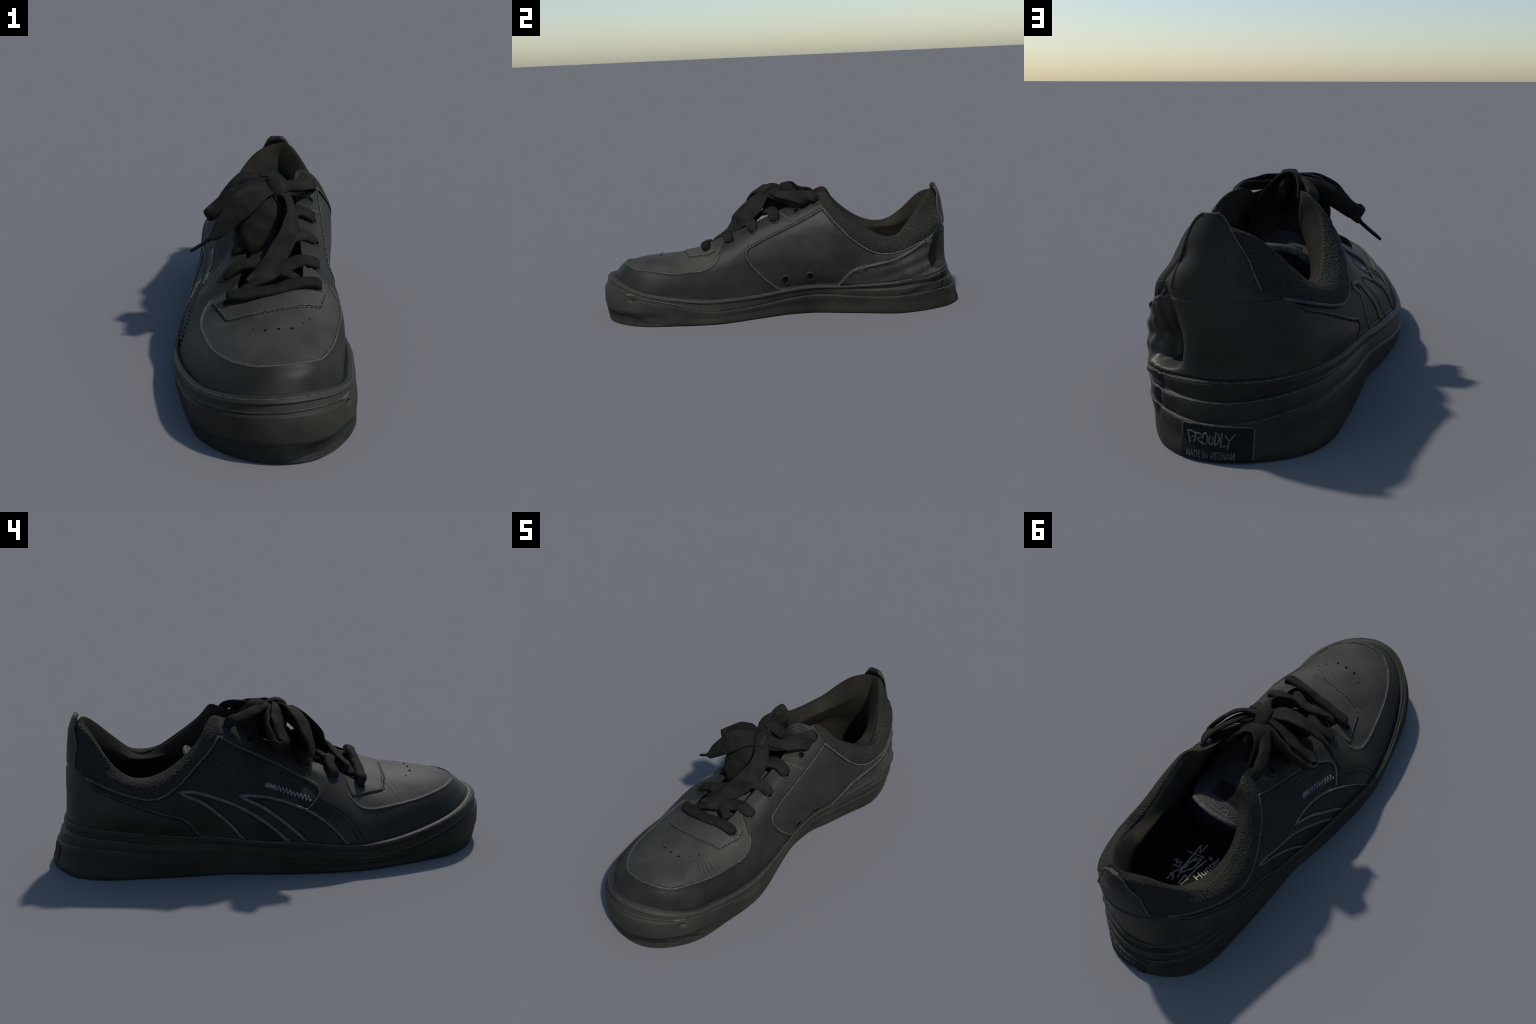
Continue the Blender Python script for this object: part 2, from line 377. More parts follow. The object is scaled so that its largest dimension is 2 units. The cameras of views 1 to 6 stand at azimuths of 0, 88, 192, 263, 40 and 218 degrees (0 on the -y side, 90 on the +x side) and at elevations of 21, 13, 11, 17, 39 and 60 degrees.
# the toe box sits under the surrounding overlay, the tab over it, the quarters under the eyestay, the counters over all
step('vamp', 'vamp', -.006); ridge('vamp', .003, .008)
step('tab', 'tab', .007); ridge('tab', -.003, .005)
step('qm', 'm_eye', -.006); ridge('m_eye', .003, .007)
step('ql', 'l_eye', -.005); ridge('l_eye', .002, .007)
step('km', 'm_cnt', .006); step('kl', 'l_cnt', .005)
ridge('m_cnt', .003, .008)
step('cm', 'm_col', .002); step('cl', 'l_col', .002); ridge('m_col', -.004, .010); ridge('l_col', -.004, .010)
for s in ('s1a', 's1b', 's2a', 's2b'): ridge(s, .002, .012)
# soft padding of the collar
dc = np.where(ins['cm'], D['m_col'], np.where(ins['cl'], D['l_col'], 0)); H += .006 * smooth(0, .05, dc)

# value noise for soft dents and bending creases
def vnoise(p, seed):
    i = np.floor(p).astype(int); f = p - i; f = f * f * (3 - 2 * f); r = 0
    for dx in (0, 1):
        for dy in (0, 1):
            for dz in (0, 1):
                k = (i[:, 0] + dx) * 374761393 + (i[:, 1] + dy) * 668265263 + (i[:, 2] + dz) * 2147483647 + seed * 974711
                k = (k ^ (k >> 13)) * 1274126177 & 0x7fffffff; k = (k ^ (k >> 16)) & 0xffff
                w = (f[:, 0] if dx else 1 - f[:, 0]) * (f[:, 1] if dy else 1 - f[:, 1]) * (f[:, 2] if dz else 1 - f[:, 2])
                r = r + w * (k / 65535.0 - .5)
    return r
H += .003 * vnoise(V * 7, 1) + .0012 * vnoise(V * 28, 2)
# flex creases behind the toe vents: many thin folds running across
cre = np.exp(-((Y + .60) / .05)**2) * smooth(.0, .10, X) * ins['vamp'] * ~ins['tab']
H += .0011 * cre * np.sin(260 * (Y + .25 * (X - .1)) + 8 * vnoise(V * 14, 3))
cre2 = np.exp(-((Y + .55) / .05)**2) * smooth(.0, -.12, X) * ins['vamp'] * ~ins['tab']
H += .0005 * cre2 * np.sin(240 * (Y - .3 * X) + 8 * vnoise(V * 12, 4))
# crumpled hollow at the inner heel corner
wd = (.030 + .034 * smooth(.47, .27, Z)) * (1 + .5 * vnoise(V * 20, 6))
hx = np.stack([(X - .240) / wd, (Y - .846) / wd], 1); rr = (hx**2).sum(1)
zz = np.where(Z < .27, smooth(.212, .250, Z), smooth(.475, .28, Z))
H -= .085 * np.exp(-rr**1.3) * zz
# vertical folds beside the hollow
H += .004 * np.sin(np.arctan2(Y - .6, X - .05) * 70 + 4 * vnoise(V * 9, 8)) * np.exp(-((X - .27) / .05)**2 - ((Y - .80) / .06)**2) * smooth(.46, .38, Z)
# shallow pull lines along the inner heel counter
pull = ins['km'] * smooth(.40, .70, Y) * smooth(.86, .76, Y)
H += .003 * pull * np.sin(95 * (Z - .30 * Y) + 3 * vnoise(V * 8, 5))
fade = smooth(0, 6, np.repeat(np.arange(NVO), NU)) * smooth(NVO - 1, NVO - 14, np.repeat(np.arange(NVO), NU))
V1 = V + Nv * (H * fade)[:, None]

P_all2 = P_all.copy(); P_all2[:NVO] = V1.reshape(NVO, NU, 3)
Pf = P_all2.reshape(-1, 3)
_, Fall = grid_mesh('u', P_all2, flip=FLIP)
bvh = BVHTree.FromPolygons([tuple(v) for v in Pf], [tuple(int(i) for i in f) for f in Fall])

# ---- split into panels that share border vertices and the whole body's normals
whole = bpy.data.meshes.new('whole'); whole.from_pydata([tuple(v) for v in Pf], [], [tuple(int(i) for i in f) for f in Fall])
whole.update()
WN = np.empty(len(Pf) * 3); whole.vertices.foreach_get('normal', WN); WN = WN.reshape(-1, 3)
bpy.data.meshes.remove(whole)
lab = np.full(NVO * NU, 'mudguard', dtype=object)
yy, xx = Y, X
lab[(Y > -.33) & im] = 'eyestay'; lab[(Y > -.33) & il] = 'eyestay_outer'
lab[il & (Y < -.20) & (Z < .30 - .45 * (Y + .2))] = 'mudguard'
lab[ins['qm']] = 'quarter_panel'; lab[ins['ql']] = 'quarter_panel_outer'; lab[ins['perf']] = 'perforated_panel'
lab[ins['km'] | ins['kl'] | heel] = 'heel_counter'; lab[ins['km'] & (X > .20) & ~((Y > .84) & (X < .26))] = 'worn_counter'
band = im & (Y > .47) & ~ins['km'] & ~ins['cm'] & ~heel; lab[band] = 'heel_counter'
lab[il & (Y > .33) & ~ins['kl'] & ~ins['cl'] & ~heel & ~ins['ql']] = 'quarter_panel_outer'
lab[ins['cm'] | ins['cl']] = 'collar'
lab[ins['vamp']] = 'toe_box'; lab[ins['tab']] = 'lace_tab'
lab_all = np.concatenate([lab, np.full(NVI * NU, 'lining', dtype=object)])
roll = (np.arange(len(lab_all)) // NU >= NVO - 6)
lab_all[roll] = 'lining'
flab = lab_all[Fall[:, 0]]
PANEL = {'mudguard': 'leather', 'eyestay': 'leather', 'eyestay_outer': 'outer', 'quarter_panel': 'quarter', 'quarter_panel_outer': 'outer',
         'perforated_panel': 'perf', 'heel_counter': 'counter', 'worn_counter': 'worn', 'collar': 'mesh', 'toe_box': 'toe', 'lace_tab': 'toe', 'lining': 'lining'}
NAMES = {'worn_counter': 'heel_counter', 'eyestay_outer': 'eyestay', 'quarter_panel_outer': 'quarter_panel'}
panels = {}
for k, mt in PANEL.items():
    fs = Fall[flab == k]
    if not len(fs): continue
    used = np.unique(fs); remap = np.full(len(Pf), -1); remap[used] = np.arange(len(used))
    o = obj(NAMES.get(k, k), Pf[used], remap[fs], mt)
    o.data.normals_split_custom_set_from_vertices([tuple(n) for n in WN[used]])
    panels[k] = o

# ------------------------------------------------------------------ sole
A2 = SOLE[:, :2]
tg = np.roll(A2, -1, 0) - np.roll(A2, 1, 0); oh = np.stack([-tg[:, 1], tg[:, 0]], 1) * 1.0
oh /= np.linalg.norm(oh, axis=1)[:, None]
if ((A2 - A2.mean(0)) * oh).sum() < 0: oh = -oh
zc = SOLE[:, 2]; E0 = UP[:, 0]
# width of the welt lip and outward bulge of the wall per station
LIP = np.array([.010,.010,.008,.006,.006,.006,.008,.012,.018,.024,.028,.028,.028,.030,.026,.025,.024,.020,.017,.016,.014,.010,.004,.001,.001,.004])
BUL = np.array([.003,.0,.0,.0,.0,.0,.0,.0,.0,.004,.006,.010,.018,.018,.012,.006,.002,.004,.007,.007,.006,.008,.011,.013,.010,.004])
HEELW = np.array([1,1,.8,.4,.1,0,0,0,0,0,0,0,0,0,0,0,0,0,0,0,0,0,.1,.4,.8,1.])
Dx = E0[:, :2] + oh * LIP[:, None]; zD = E0[:, 2] + .004
def wall(z, inset=0, bul=1.0):
    t = np.clip(z / zD, 0, 1)[:, None]
    xy = A2 * (1 - t) + Dx * t + oh * (BUL * bul)[:, None] * 4 * (t * (1 - t)) ** .8
    xy = xy - oh * (np.zeros(NS) + inset)[:, None]
    return np.column_stack([xy, z])
o_ = np.ones(NS)
zm = zc + (zD - zc) * .52
rings = [(wall(0 * o_, .012), 0), (wall(0 * o_), .12), (wall(.010 * o_, -.003), .3), (wall(zc * .5), 1.0),
         (wall(zc - .006, -.003), 1.85), (wall(zc, .005), 2.0), (wall(zc + .008, .003), 2.15),
         (wall(zm - .006, .003 - .004 * HEELW), 2.6), (wall(zm + .003, .009 * HEELW + .003), 2.75),
         (wall(zD - .014, .004 * HEELW - .004), 3.2), (wall(zD - .003, .003), 3.5)]
top = wall(zD, LIP * .55); top[:, 2] = zD + .001
rings += [(top, 3.75)]
inn = np.column_stack([E0[:, :2] - oh * .02, E0[:, 2] - .012]); rings += [(inn, 4.2)]
Rs = np.stack([periodic_cubic(KN, PER, r, q) for r, _ in rings])
Ps = pchip([k for _, k in rings], Rs, np.concatenate([np.linspace(0, 1.7, 40), np.linspace(1.72, 2.9, 50), np.linspace(2.92, 4.2, 46)]))
NVS = len(Ps)
Ns = grid_normals(Ps); Ns = -Ns if FLIP else Ns
VS = Ps.reshape(-1, 3); NSn = Ns.reshape(-1, 3)
xs, ys, zs = VS.T
hs = .003 * vnoise(VS * 10, 11) + .0015 * vnoise(VS * 30, 12)
# scuffs: nick at the inner toe corner, broken strip at the inner heel
hs -= .016 * np.exp(-(((xs - .283) / .025)**2 + ((ys + .826) / .02)**2 + ((zs - .140) / .010)**2)) - .006 * np.exp(-(((xs - .275) / .03)**2 + ((ys + .835) / .035)**2 + ((zs - .165) / .007)**2))
crack = np.exp(-((np.hypot(xs - .30, ys - .93) - .145) / .012)**2) * 0
hs -= .020 * np.exp(-(((xs - .258) / .022)**2 + ((ys - .875 + .04 * (zs - .15)) / .013)**2)) * smooth(.05, .12, zs)
hs += .0035 * np.sin(80 * (zs - .45 * (ys - .6)) + 4 * vnoise(VS * 9, 14)) * smooth(.55, .7, ys) * smooth(.15, .25, xs) * smooth(.08, .12, zs)
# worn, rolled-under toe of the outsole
under = .085 * smooth(-.58, -.97, ys) * (1 - .35 * smooth(.05, .3, np.abs(xs - .02)))
isout = zs < under + .008 * vnoise(VS * 16, 13)
hs -= .005 * smooth(.012, -.012, zs - under) * smooth(-.60, -.72, ys)
hs -= .022 * smooth(.06, .18, xs) * smooth(-.62, -.78, ys) * smooth(.085, .03, zs) * smooth(.0, .012, zs) * (1 + .8 * vnoise(VS * 15, 15))
wv = smooth(0, 3, np.repeat(np.arange(NVS), NU))
VS2 = VS + NSn * (hs * wv)[:, None] * np.array([1, 1, .3]); VS2[:, 2] = np.maximum(VS2[:, 2], 0)
VS2[:NU, 2] = 0
_, FS = grid_mesh('s', Ps, flip=FLIP)
isout2 = isout & (ys < -.6)
fo = isout2[FS].all(1)
whole = bpy.data.meshes.new('w'); whole.from_pydata([tuple(v) for v in VS2], [], [tuple(int(i) for i in f) for f in FS]); whole.update()
SN = np.empty(len(VS2) * 3); whole.vertices.foreach_get('normal', SN); SN = SN.reshape(-1, 3); bpy.data.meshes.remove(whole)
for nm, fs, mt in (('midsole', FS[~fo], 'rubber'), ('outsole', FS[fo], 'outsole')):
    used = np.unique(fs); remap = np.full(len(VS2), -1); remap[used] = np.arange(len(used))
    o = obj(nm, VS2[used], remap[fs], mt)
    o.data.normals_split_custom_set_from_vertices([tuple(n) for n in SN[used]])
bvhs = BVHTree.FromPolygons([tuple(v) for v in VS2], [tuple(int(i) for i in f) for f in FS])
# tread face closing the bottom
bot = VS2[:NU][::5].copy(); cb = bot.mean(0)
bv = np.vstack([bot, [(0.02, y, 0.0) for y in (-.9, )][:0] or np.zeros((0, 3))]) if False else bot
obj('tread', bv, [list(range(len(bv)))], 'outsole', smooth_=False)

# ------------------------------------------------------------------ insole
edge = P_all2[-1][::10]
lo = edge[:, 2].mean()
ys_ = np.linspace(-.60, .83, 120); iv = []; 
sM = edge[edge[:, 0] > .04]; sL = edge[edge[:, 0] <= .04]
sM = sM[np.argsort(sM[:, 1])]; sL = sL[np.argsort(sL[:, 1])]
for y in ys_:
    k_ = .012 - .06 * float(smooth(.30, .10, y))
    a = np.interp(y, sL[:, 1], sL[:, 0]) - k_; b = np.interp(y, sM[:, 1], sM[:, 0]) + k_
    for t in np.linspace(0, 1, 25):
        iv.append((a + (b - a) * t, y, .158 + .02 * (2 * t - 1)**4))
iv = np.array(iv); nf = []
for i in range(119):
    for j in range(24):
        a = i * 25 + j; nf.append((a, a + 1, a + 26, a + 25))
obj('insole', iv, nf, 'insole')

# ------------------------------------------------------------------ sweeps and small parts
def sweep(name, pts, mat, parent=None, n=None, sides=14, up=None, sq=2.0, caps=True, kind=None, wave=0, join=None):
    """tube or flat band: pts rows (x,y,z,width,thickness[,ux,uy,uz]); up = direction of the thin axis"""
    p = np.array(pts, float); n = n or max(16, int(len(p) * 14))
    c = catmull(p, n); xyz = c[:, :3]; w = c[:, 3] / 2; th = c[:, 4] / 2
    T = np.gradient(xyz, axis=0); T /= np.linalg.norm(T, axis=1)[:, None]
    if p.shape[1] >= 8: U = c[:, 5:8]
    else: U = np.tile(np.array(up if up is not None else (0, 0, 1.0)), (n, 1))
    U = U - T * (U * T).sum(1)[:, None]; U /= np.linalg.norm(U, axis=1)[:, None] + 1e-9
    S = np.cross(T, U)
    a = np.linspace(0, 2 * np.pi, sides, endpoint=False)
    ca = np.sign(np.cos(a)) * np.abs(np.cos(a))**(2 / sq); sa = np.sign(np.sin(a)) * np.abs(np.sin(a))**(2 / sq)
    Vv = xyz[:, None] + S[:, None] * (w[:, None] * ca)[..., None] + U[:, None] * (th[:, None] * sa)[..., None]
    if wave:
        ph = np.linspace(0, n / 6, n)[:, None]
        Vv = Vv + U[:, None] * (wave * vnoise(Vv.reshape(-1, 3) * 22, 7).reshape(n, sides))[..., None]
    Vv = Vv.reshape(-1, 3); Ff = []
    for i in range(n - 1):
        for j in range(sides):
            k = (j + 1) % sides
            Ff.append((i * sides + j, i * sides + k, (i + 1) * sides + k, (i + 1) * sides + j))
    if caps: Ff += [tuple(range(sides))[::-1], tuple((n - 1) * sides + j for j in range(sides))]
    if join is not None:
        off = sum(len(x) for x in join[0]); join[0].append(Vv); join[1] += [tuple(i + off for i in f) for f in Ff]; return None
    return obj(name, Vv, Ff, mat, parent, kind=kind)

def surf_path(line, offset=0.0, lift_=0.0, tree=None):
    """push a 3D polyline sideways on the finished surface; returns points and normals"""
    tree = tree or bvh
    T = np.gradient(line, axis=0); T /= np.linalg.norm(T, axis=1)[:, None] + 1e-12
    out, nn = [], []
    for p, t in zip(line, T):
        l, n, _, _ = tree.find_nearest(Vector(p)); n = np.array(n)
        s = np.cross(n, t); s /= np.linalg.norm(s) + 1e-12
        l2, n2, _, _ = tree.find_nearest(Vector(np.array(l) + s * offset))
        n2 = np.array(n2); out.append(np.array(l2) + n2 * lift_); nn.append(n2)
    return np.array(out), np.array(nn)

def resample(p, step, extra=None):
    d = np.append(0, np.cumsum(np.linalg.norm(np.diff(p, axis=0), axis=1)))
    n = max(2, int(round(d[-1] / step))); qv = np.linspace(0, d[-1], n)
    r = np.stack([np.interp(qv, d, p[:, i]) for i in range(3)], 1)
    if extra is None: return r
    return r, np.stack([np.interp(qv, d, extra[:, i]) for i in range(3)], 1)

def cord(name, line, mat, r=.004, offset=0, lift_=.001, flat=1.0, kind=None, step=.012, tree=None):
    p, n = surf_path(resample(line, step), offset, lift_, tree)
    rows = np.column_stack([p, np.full(len(p), 2 * r), np.full(len(p), 2 * r * flat), n])
    return sweep(name, rows, mat, n=len(p) * 2, sides=8, kind=kind)

STV, STF = [], []
def stitches(line, offset, pitch=.018, length=.011, r=.0028, store=None, lift_=.0008, seed=0):
    store = store if store is not None else (STV, STF)
    p, n = surf_path(resample(line, .006), offset, lift_)
    p, n = resample(p, pitch, n)
    T = np.gradient(p, axis=0); T /= np.linalg.norm(T, axis=1)[:, None] + 1e-9
    rng = np.random.default_rng(seed)
    for a, t, m in zip(p, T, n):
        m = m / np.linalg.norm(m); s = np.cross(m, t); le = length * rng.uniform(.8, 1.15)
        rows = []
        for f, rad in ((-.5, .3), (-.38, .85), (0, 1), (.38, .85), (.5, .3)):
            for k in range(6):
                an = k * math.pi / 3
                rows.append(a + t * f * le + (s * math.cos(an) + m * math.sin(an) * .6) * r * rad)
        off = sum(len(x) for x in store[0]); store[0].append(np.array(rows))
        for i in range(4):
            for k in range(6):
                kk = (k + 1) % 6
                store[1].append((off + i*6 + k, off + i*6 + kk, off + i*6 + 6 + kk, off + i*6 + 6 + k))

# paler cords along the seam edges, and piping
cord('seam_edge', lines['vamp'], 'edge', r=.0042, lift_=-.001)
cord('seam_edge', lines['tab'], 'edge', r=.004, lift_=-.001, offset=.0)
cord('seam_edge', lines['m_eye'], 'edge', r=.0036, lift_=-.001)
cord('seam_edge', lines['l_eye'], 'edge', r=.0036, lift_=-.001)
cord('piping', lines['m_col'], 'edge', r=.005, lift_=.000)
cord('piping', lines['l_col'], 'piping', r=.0055, lift_=.001)
cord('seam_edge', lines['m_cnt'], 'edge', r=.004, lift_=-.001)
cord('seam_edge', lines['l_cnt'], 'piping', r=.003, lift_=-.0005)
# stitch rows
def both(line, offs, **k):
    for o_2 in offs: stitches(line, o_2, **k)
stitches(lines['tab'], .014, seed=1); stitches(lines['tab'], -.014, seed=2) if False else None
both(lines['m_eye'], (-.012,), seed=3); both(lines['m_cnt'][38:135], (-.012, -.024), seed=4)
both(lines['l_cnt'][12:], (-.014, -.028), seed=5, pitch=.013, length=.008, r=.0028)
both(lines['l_eye'], (-.012,), seed=6)

# stripes on the outer side: four raised trims with a row of stitches each
for k, sgn in (('s1a', 1), ('s1b', -1), ('s2a', 1), ('s2b', -1)):
    cord('stripe_trim', lines[k], 'trim', r=.0068, lift_=-.0005, flat=.55)
    stitches(lines[k], .012 * sgn, pitch=.014, length=.010, r=.0026, seed=len(STV))
# double stitch line on the outer forefoot, seam rows across the heel
fore = path('outer', [(-.19,.300),(-.248,.267),(-.311,.219),(-.350,.16),(-.365,.13)])[1]
both(fore, (-.012, .012), seed=9, pitch=.016, r=.0035)
back_seam = np.array([lift('back', x, .474 + .004 * math.sin(x * 30)) for x in np.linspace(.195, -.02, 60)])
both(back_seam, (-.008, .008), seed=10, pitch=.012, length=.008, r=.003)
col_row = path('outer', L_COL[4:])[1]
worn = np.array([lift('inner', a, b) for a, b in ((-.012,.559),(.015,.545),(.047,.522))])
cord('seam_edge', worn, 'edge', r=.006, lift_=.0)
# zigzag thread
za, zb = np.array((.040,.378)), np.array((-.160,.304)); dv_ = (zb - za) / np.linalg.norm(zb - za); nv_ = np.array((dv_[1], -dv_[0]))
zz_ = []
rng = np.random.default_rng(3)
steps = np.concatenate([np.linspace(0, .2, 9), np.linspace(.22, 1, 21)])
for i, t in enumerate(steps):
    a, b = za + (zb - za) * t + nv_ * (.010 if i % 2 else -.008) * rng.uniform(.85, 1.1)
    zz_.append(lift('outer', a, b))
p_, n_ = surf_path(np.array(zz_), 0, .002)
rows = []
for i in range(len(p_) - 1):
    for t in (0, .5): rows.append(np.concatenate([p_[i] * (1 - t) + p_[i + 1] * t, (.0052, .004), n_[i]]))
sweep('zigzag_thread', rows, 'thread_light', sides=6, n=240)

# worn light edges of the sole steps, all round the welt and the groove, and the extra heel ledge
def sole_ring(ctrl, a0=0.0, a1=1.0):
    return resample(periodic_cubic(KN, PER, ctrl, np.linspace(a0 * PER, a1 * PER, 900)), .012)
cord('sole_edge', sole_ring(wall(zD - .004, .002), .0, .999), 'sole_edge', r=.0034, lift_=-.0012, tree=bvhs, step=.014)
cord('sole_edge', sole_ring(wall(zc + .008, .003), .34, .66), 'sole_edge', r=.003, lift_=-.0012, tree=bvhs, step=.014)
for ctrl in (wall(zm - .004, 0), wall(zc - .004, 0)):
    cord('sole_edge', sole_ring(ctrl, -.10, .055), 'sole_edge', r=.003, lift_=-.0012, tree=bvhs, step=.014)
scuff = np.array([(.262,-.858,.166),(.275,-.838,.165),(.287,-.812,.166)])
cord('scuff_mark', scuff, 'scuff', r=.006, lift_=-.002, tree=bvhs)

# ------------------------------------------------------------------ heel pull tab
TABROWS = [  # z, x inner edge, x outer edge, y centre, y drop at edges
 (.455,.210,-.050,.918,.060),(.50,.200,-.028,.912,.055),(.55,.184,-.004,.902,.045),(.60,.166,.026,.889,.032),
 (.635,.150,.044,.876,.020),(.655,.136,.056,.867,.012),(.668,.118,.072,.860,.004)]
tr = catmull(np.array([(r[1], r[2], r[3], r[4], r[0]) for r in TABROWS]), 40)
tv, tf = [], []
W = 25
for face in (0, 1):
    for r_ in tr:
        for s in np.linspace(-1, 1, W):
            xm, xl, yc, dr, z = r_
            x = (xm + xl) / 2 + (xm - xl) / 2 * s
            y = yc - dr * abs(s)**2.2
            th = .004 + .020 * smooth(.58, .65, z) * (1 - .5 * smooth(.65, .67, z))
            th = max(th, .03 * smooth(.60, .52, z)) * (1 - .9 * abs(s)**6)
            h_ = bvh.ray_cast(Vector((x, 2, z)), Vector((0, -1, 0)))[0]
            if h_ is not None and h_[1] > .7:
                k_ = float(smooth(.60, .54, z)); y = y * (1 - k_) + (h_[1] + .0035) * k_
            tv.append((x, y - face * th, z))
n1 = len(tr) * W
for i in range(len(tr) - 1):
    for j in range(W - 1):
        a = i * W + j
        tf.append((a, a + 1, a + W + 1, a + W)); tf.append((n1 + a, n1 + a + W, n1 + a + W + 1, n1 + a + 1))
ringi = [j for j in range(W)] + [i * W + W - 1 for i in range(1, len(tr))] + [(len(tr) - 1) * W + j for j in range(W - 2, -1, -1)] + [i * W for i in range(len(tr) - 2, 0, -1)]
for a, b in zip(ringi, ringi[1:] + ringi[:1]): tf.append((a, n1 + a, n1 + b, b))
tv = np.array(tv)
tv[:, 1] += .003 * vnoise(tv * 18, 21) * smooth(.52, .58, tv[:, 2])
heel_tab = obj('heel_tab', tv, tf, 'counter', angle=50)
for js in (W - 1, 0):
    e_ = [tv[i * W + js] + np.array((0, .0015, 0)) for i in range(0, len(tr), 3)]
    sweep('seam_edge', [(*p, .007, .006) for p in e_], 'edge', parent=heel_tab, sides=8)

# ------------------------------------------------------------------ tongue
TONG = [  # y, z centre, x centre, half width
 (-.41,.345,.045,.10),(-.30,.385,.045,.11),(-.15,.440,.050,.12),(-.03,.500,.055,.125),(.07,.505,.055,.14),(.15,.472,.048,.155),(.25,.462,.040,.16),(.33,.476,.034,.145),(.378,.488,.028,.120)]
tc_ = catmull(np.array(TONG), 60); tv, tf = [], []
for face in (0, 1):
    for y, z, x, hw in tc_:
        for s in np.linspace(-1, 1, 25):
            yy_ = y - .03 * s * s * smooth(.2, .4, y)
            tv.append((x + hw * s, yy_, z - (.05 if s < 0 else .03) * abs(s)**2.6 - face * .022 * (1 - abs(s)**6) + .006 * smooth(.34, .38, y) * (1 - s**4)))
tv = np.array(tv); tv[:, 2] += .008 * vnoise(tv * 13, 31); n1 = 60 * 25; W = 25
for i in range(59):
    for j in range(W - 1):
        a = i * W + j; tf.append((a, a + 1, a + W + 1, a + W)); tf.append((n1 + a, n1 + a + W, n1 + a + W + 1, n1 + a + 1))
ringi = list(range(W)) + [i * W + W - 1 for i in range(1, 60)] + [59 * W + j for j in range(W - 2, -1, -1)] + [i * W for i in range(58, 0, -1)]
for a, b in zip(ringi, ringi[1:] + ringi[:1]): tf.append((a, n1 + a, n1 + b, b))
tongue = obj('tongue', tv, tf, 'tongue', angle=60)
sweep('tongue_binding', [(*(tv[59 * W + j] - np.array((0, .004, .008))), .022, .026) for j in range(0, W, 3)], 'edge', parent=tongue, sides=10)
bt = BVHTree.FromPolygons([tuple(v) for v in tv], [tuple(f) for f in tf])
def on_tongue(x, y, d=.002):
    h = bt.ray_cast(Vector((x, y, 1)), Vector((0, 0, -1)))
    return (np.array(h[0]) if h[0] is not None else np.array((x, y, .5))) + np.array((0, 0, d))
lv = [on_tongue(x, y) for y in np.linspace(.21, .29, 9) for x in np.linspace(-.04, .10, 12)]
lf = [(i * 12 + j, i * 12 + j + 1, i * 12 + j + 13, i * 12 + j + 12) for i in range(8) for j in range(11)]
obj('tongue_label', lv, lf, 'insole', parent=tongue)
for k, pts in enumerate([[(.07,.31),(.05,.33),(.04,.31),(.02,.335),(.01,.315)], [(-.0,.335),(-.02,.32),(-.03,.345),(-.05,.325)], [(.06,.345),(.0,.35),(-.05,.345)]]):
    sweep('tongue_print', [(*on_tongue(*p, d=.001), .006, .003) for p in pts], 'edge', parent=tongue, sides=6)

# ------------------------------------------------------------------ laces
laces = bpy.data.objects.new('laces', None); bpy.context.collection.objects.link(laces); laces.parent = root
def auto_up(p, k=4.5):
    v = np.array(((p[0] - .055) * k, -.42, .85)); return v / np.linalg.norm(v)
def lace(pts, w=.055, t=.020, ups=None, name='lace', wave=.012, ends=True, sq=2.6, n=None):
    rows = []
    for i, p in enumerate(pts):
        ww = p[3] if len(p) > 3 else w; tt = p[4] if len(p) > 4 else t
        u = auto_up(p) if ups is None else (np.array(ups[i] if isinstance(ups[0], (tuple, list)) else ups, float))
        rows.append((*p[:3], ww, tt, *u))
    return sweep(name, rows, 'lace', parent=laces, sides=20, sq=sq, wave=wave, n=n)
# eyelet positions on both eyestays (front to back)
EM = [(-.415,.386,.214),(-.29,.420,.216),(-.158,.464,.214),(-.036,.518,.214),(.082,.571,.212),(.195,.624,.205)]
EL = [(-.406,.335,-.135),(-.278,.373,-.128),(-.152,.423,-.097),(-.03,.485,-.090),(.092,.552,-.080),(.19,.614,-.062)]
def into(p): n = auto_up(p); return tuple(np.array(p) - n * .022)
def m(i): return (EM[i][2], EM[i][0], EM[i][1])
def l(i): return (EL[i][2], EL[i][0], EL[i][1])
# front bar
lace([(*into(m(0)), .03, .018), (.215,-.418,.398,.046,.026), (.15,-.418,.402), (.05,-.420,.378), (-.04,-.415,.360), (-.11,-.408,.352,.05,.028), (*into(l(0)), .03, .018)], w=.05, t=.034)
# crossings
lace([(*into(m(1)), .03, .016), (.218,-.292,.430,.05,.024), (.16,-.300,.448), (.09,-.325,.428), (.0,-.352,.395), (-.07,-.375,.358,.04,.02)], w=.056, t=.026)
lace([(*into(l(1)), .03, .016), (-.125,-.280,.385,.046,.026), (-.07,-.270,.420), (.0,-.290,.428), (.08,-.335,.415), (.14,-.375,.400,.04,.02)], w=.05, t=.026)
lace([(*into(m(2)), .03, .016), (.215,-.160,.478,.052,.026), (.165,-.165,.505), (.10,-.195,.490), (.03,-.235,.450), (-.03,-.262,.430)], w=.058, t=.026)
lace([(*into(l(2)), .03, .016), (-.095,-.155,.436,.046,.026), (-.05,-.150,.465), (.01,-.165,.475), (.08,-.200,.468), (.11,-.225,.455)], w=.052, t=.026)
lace([(*into(m(3)), .03, .016), (.214,-.040,.532,.054,.028), (.165,-.045,.565), (.11,-.075,.560), (.05,-.11,.535), (.01,-.13,.51)], w=.06, t=.028)
lace([(*into(l(3)), .03, .016), (-.088,-.035,.498,.05,.026), (-.04,-.04,.545), (.02,-.06,.555), (.06,-.08,.54)], w=.055, t=.026)
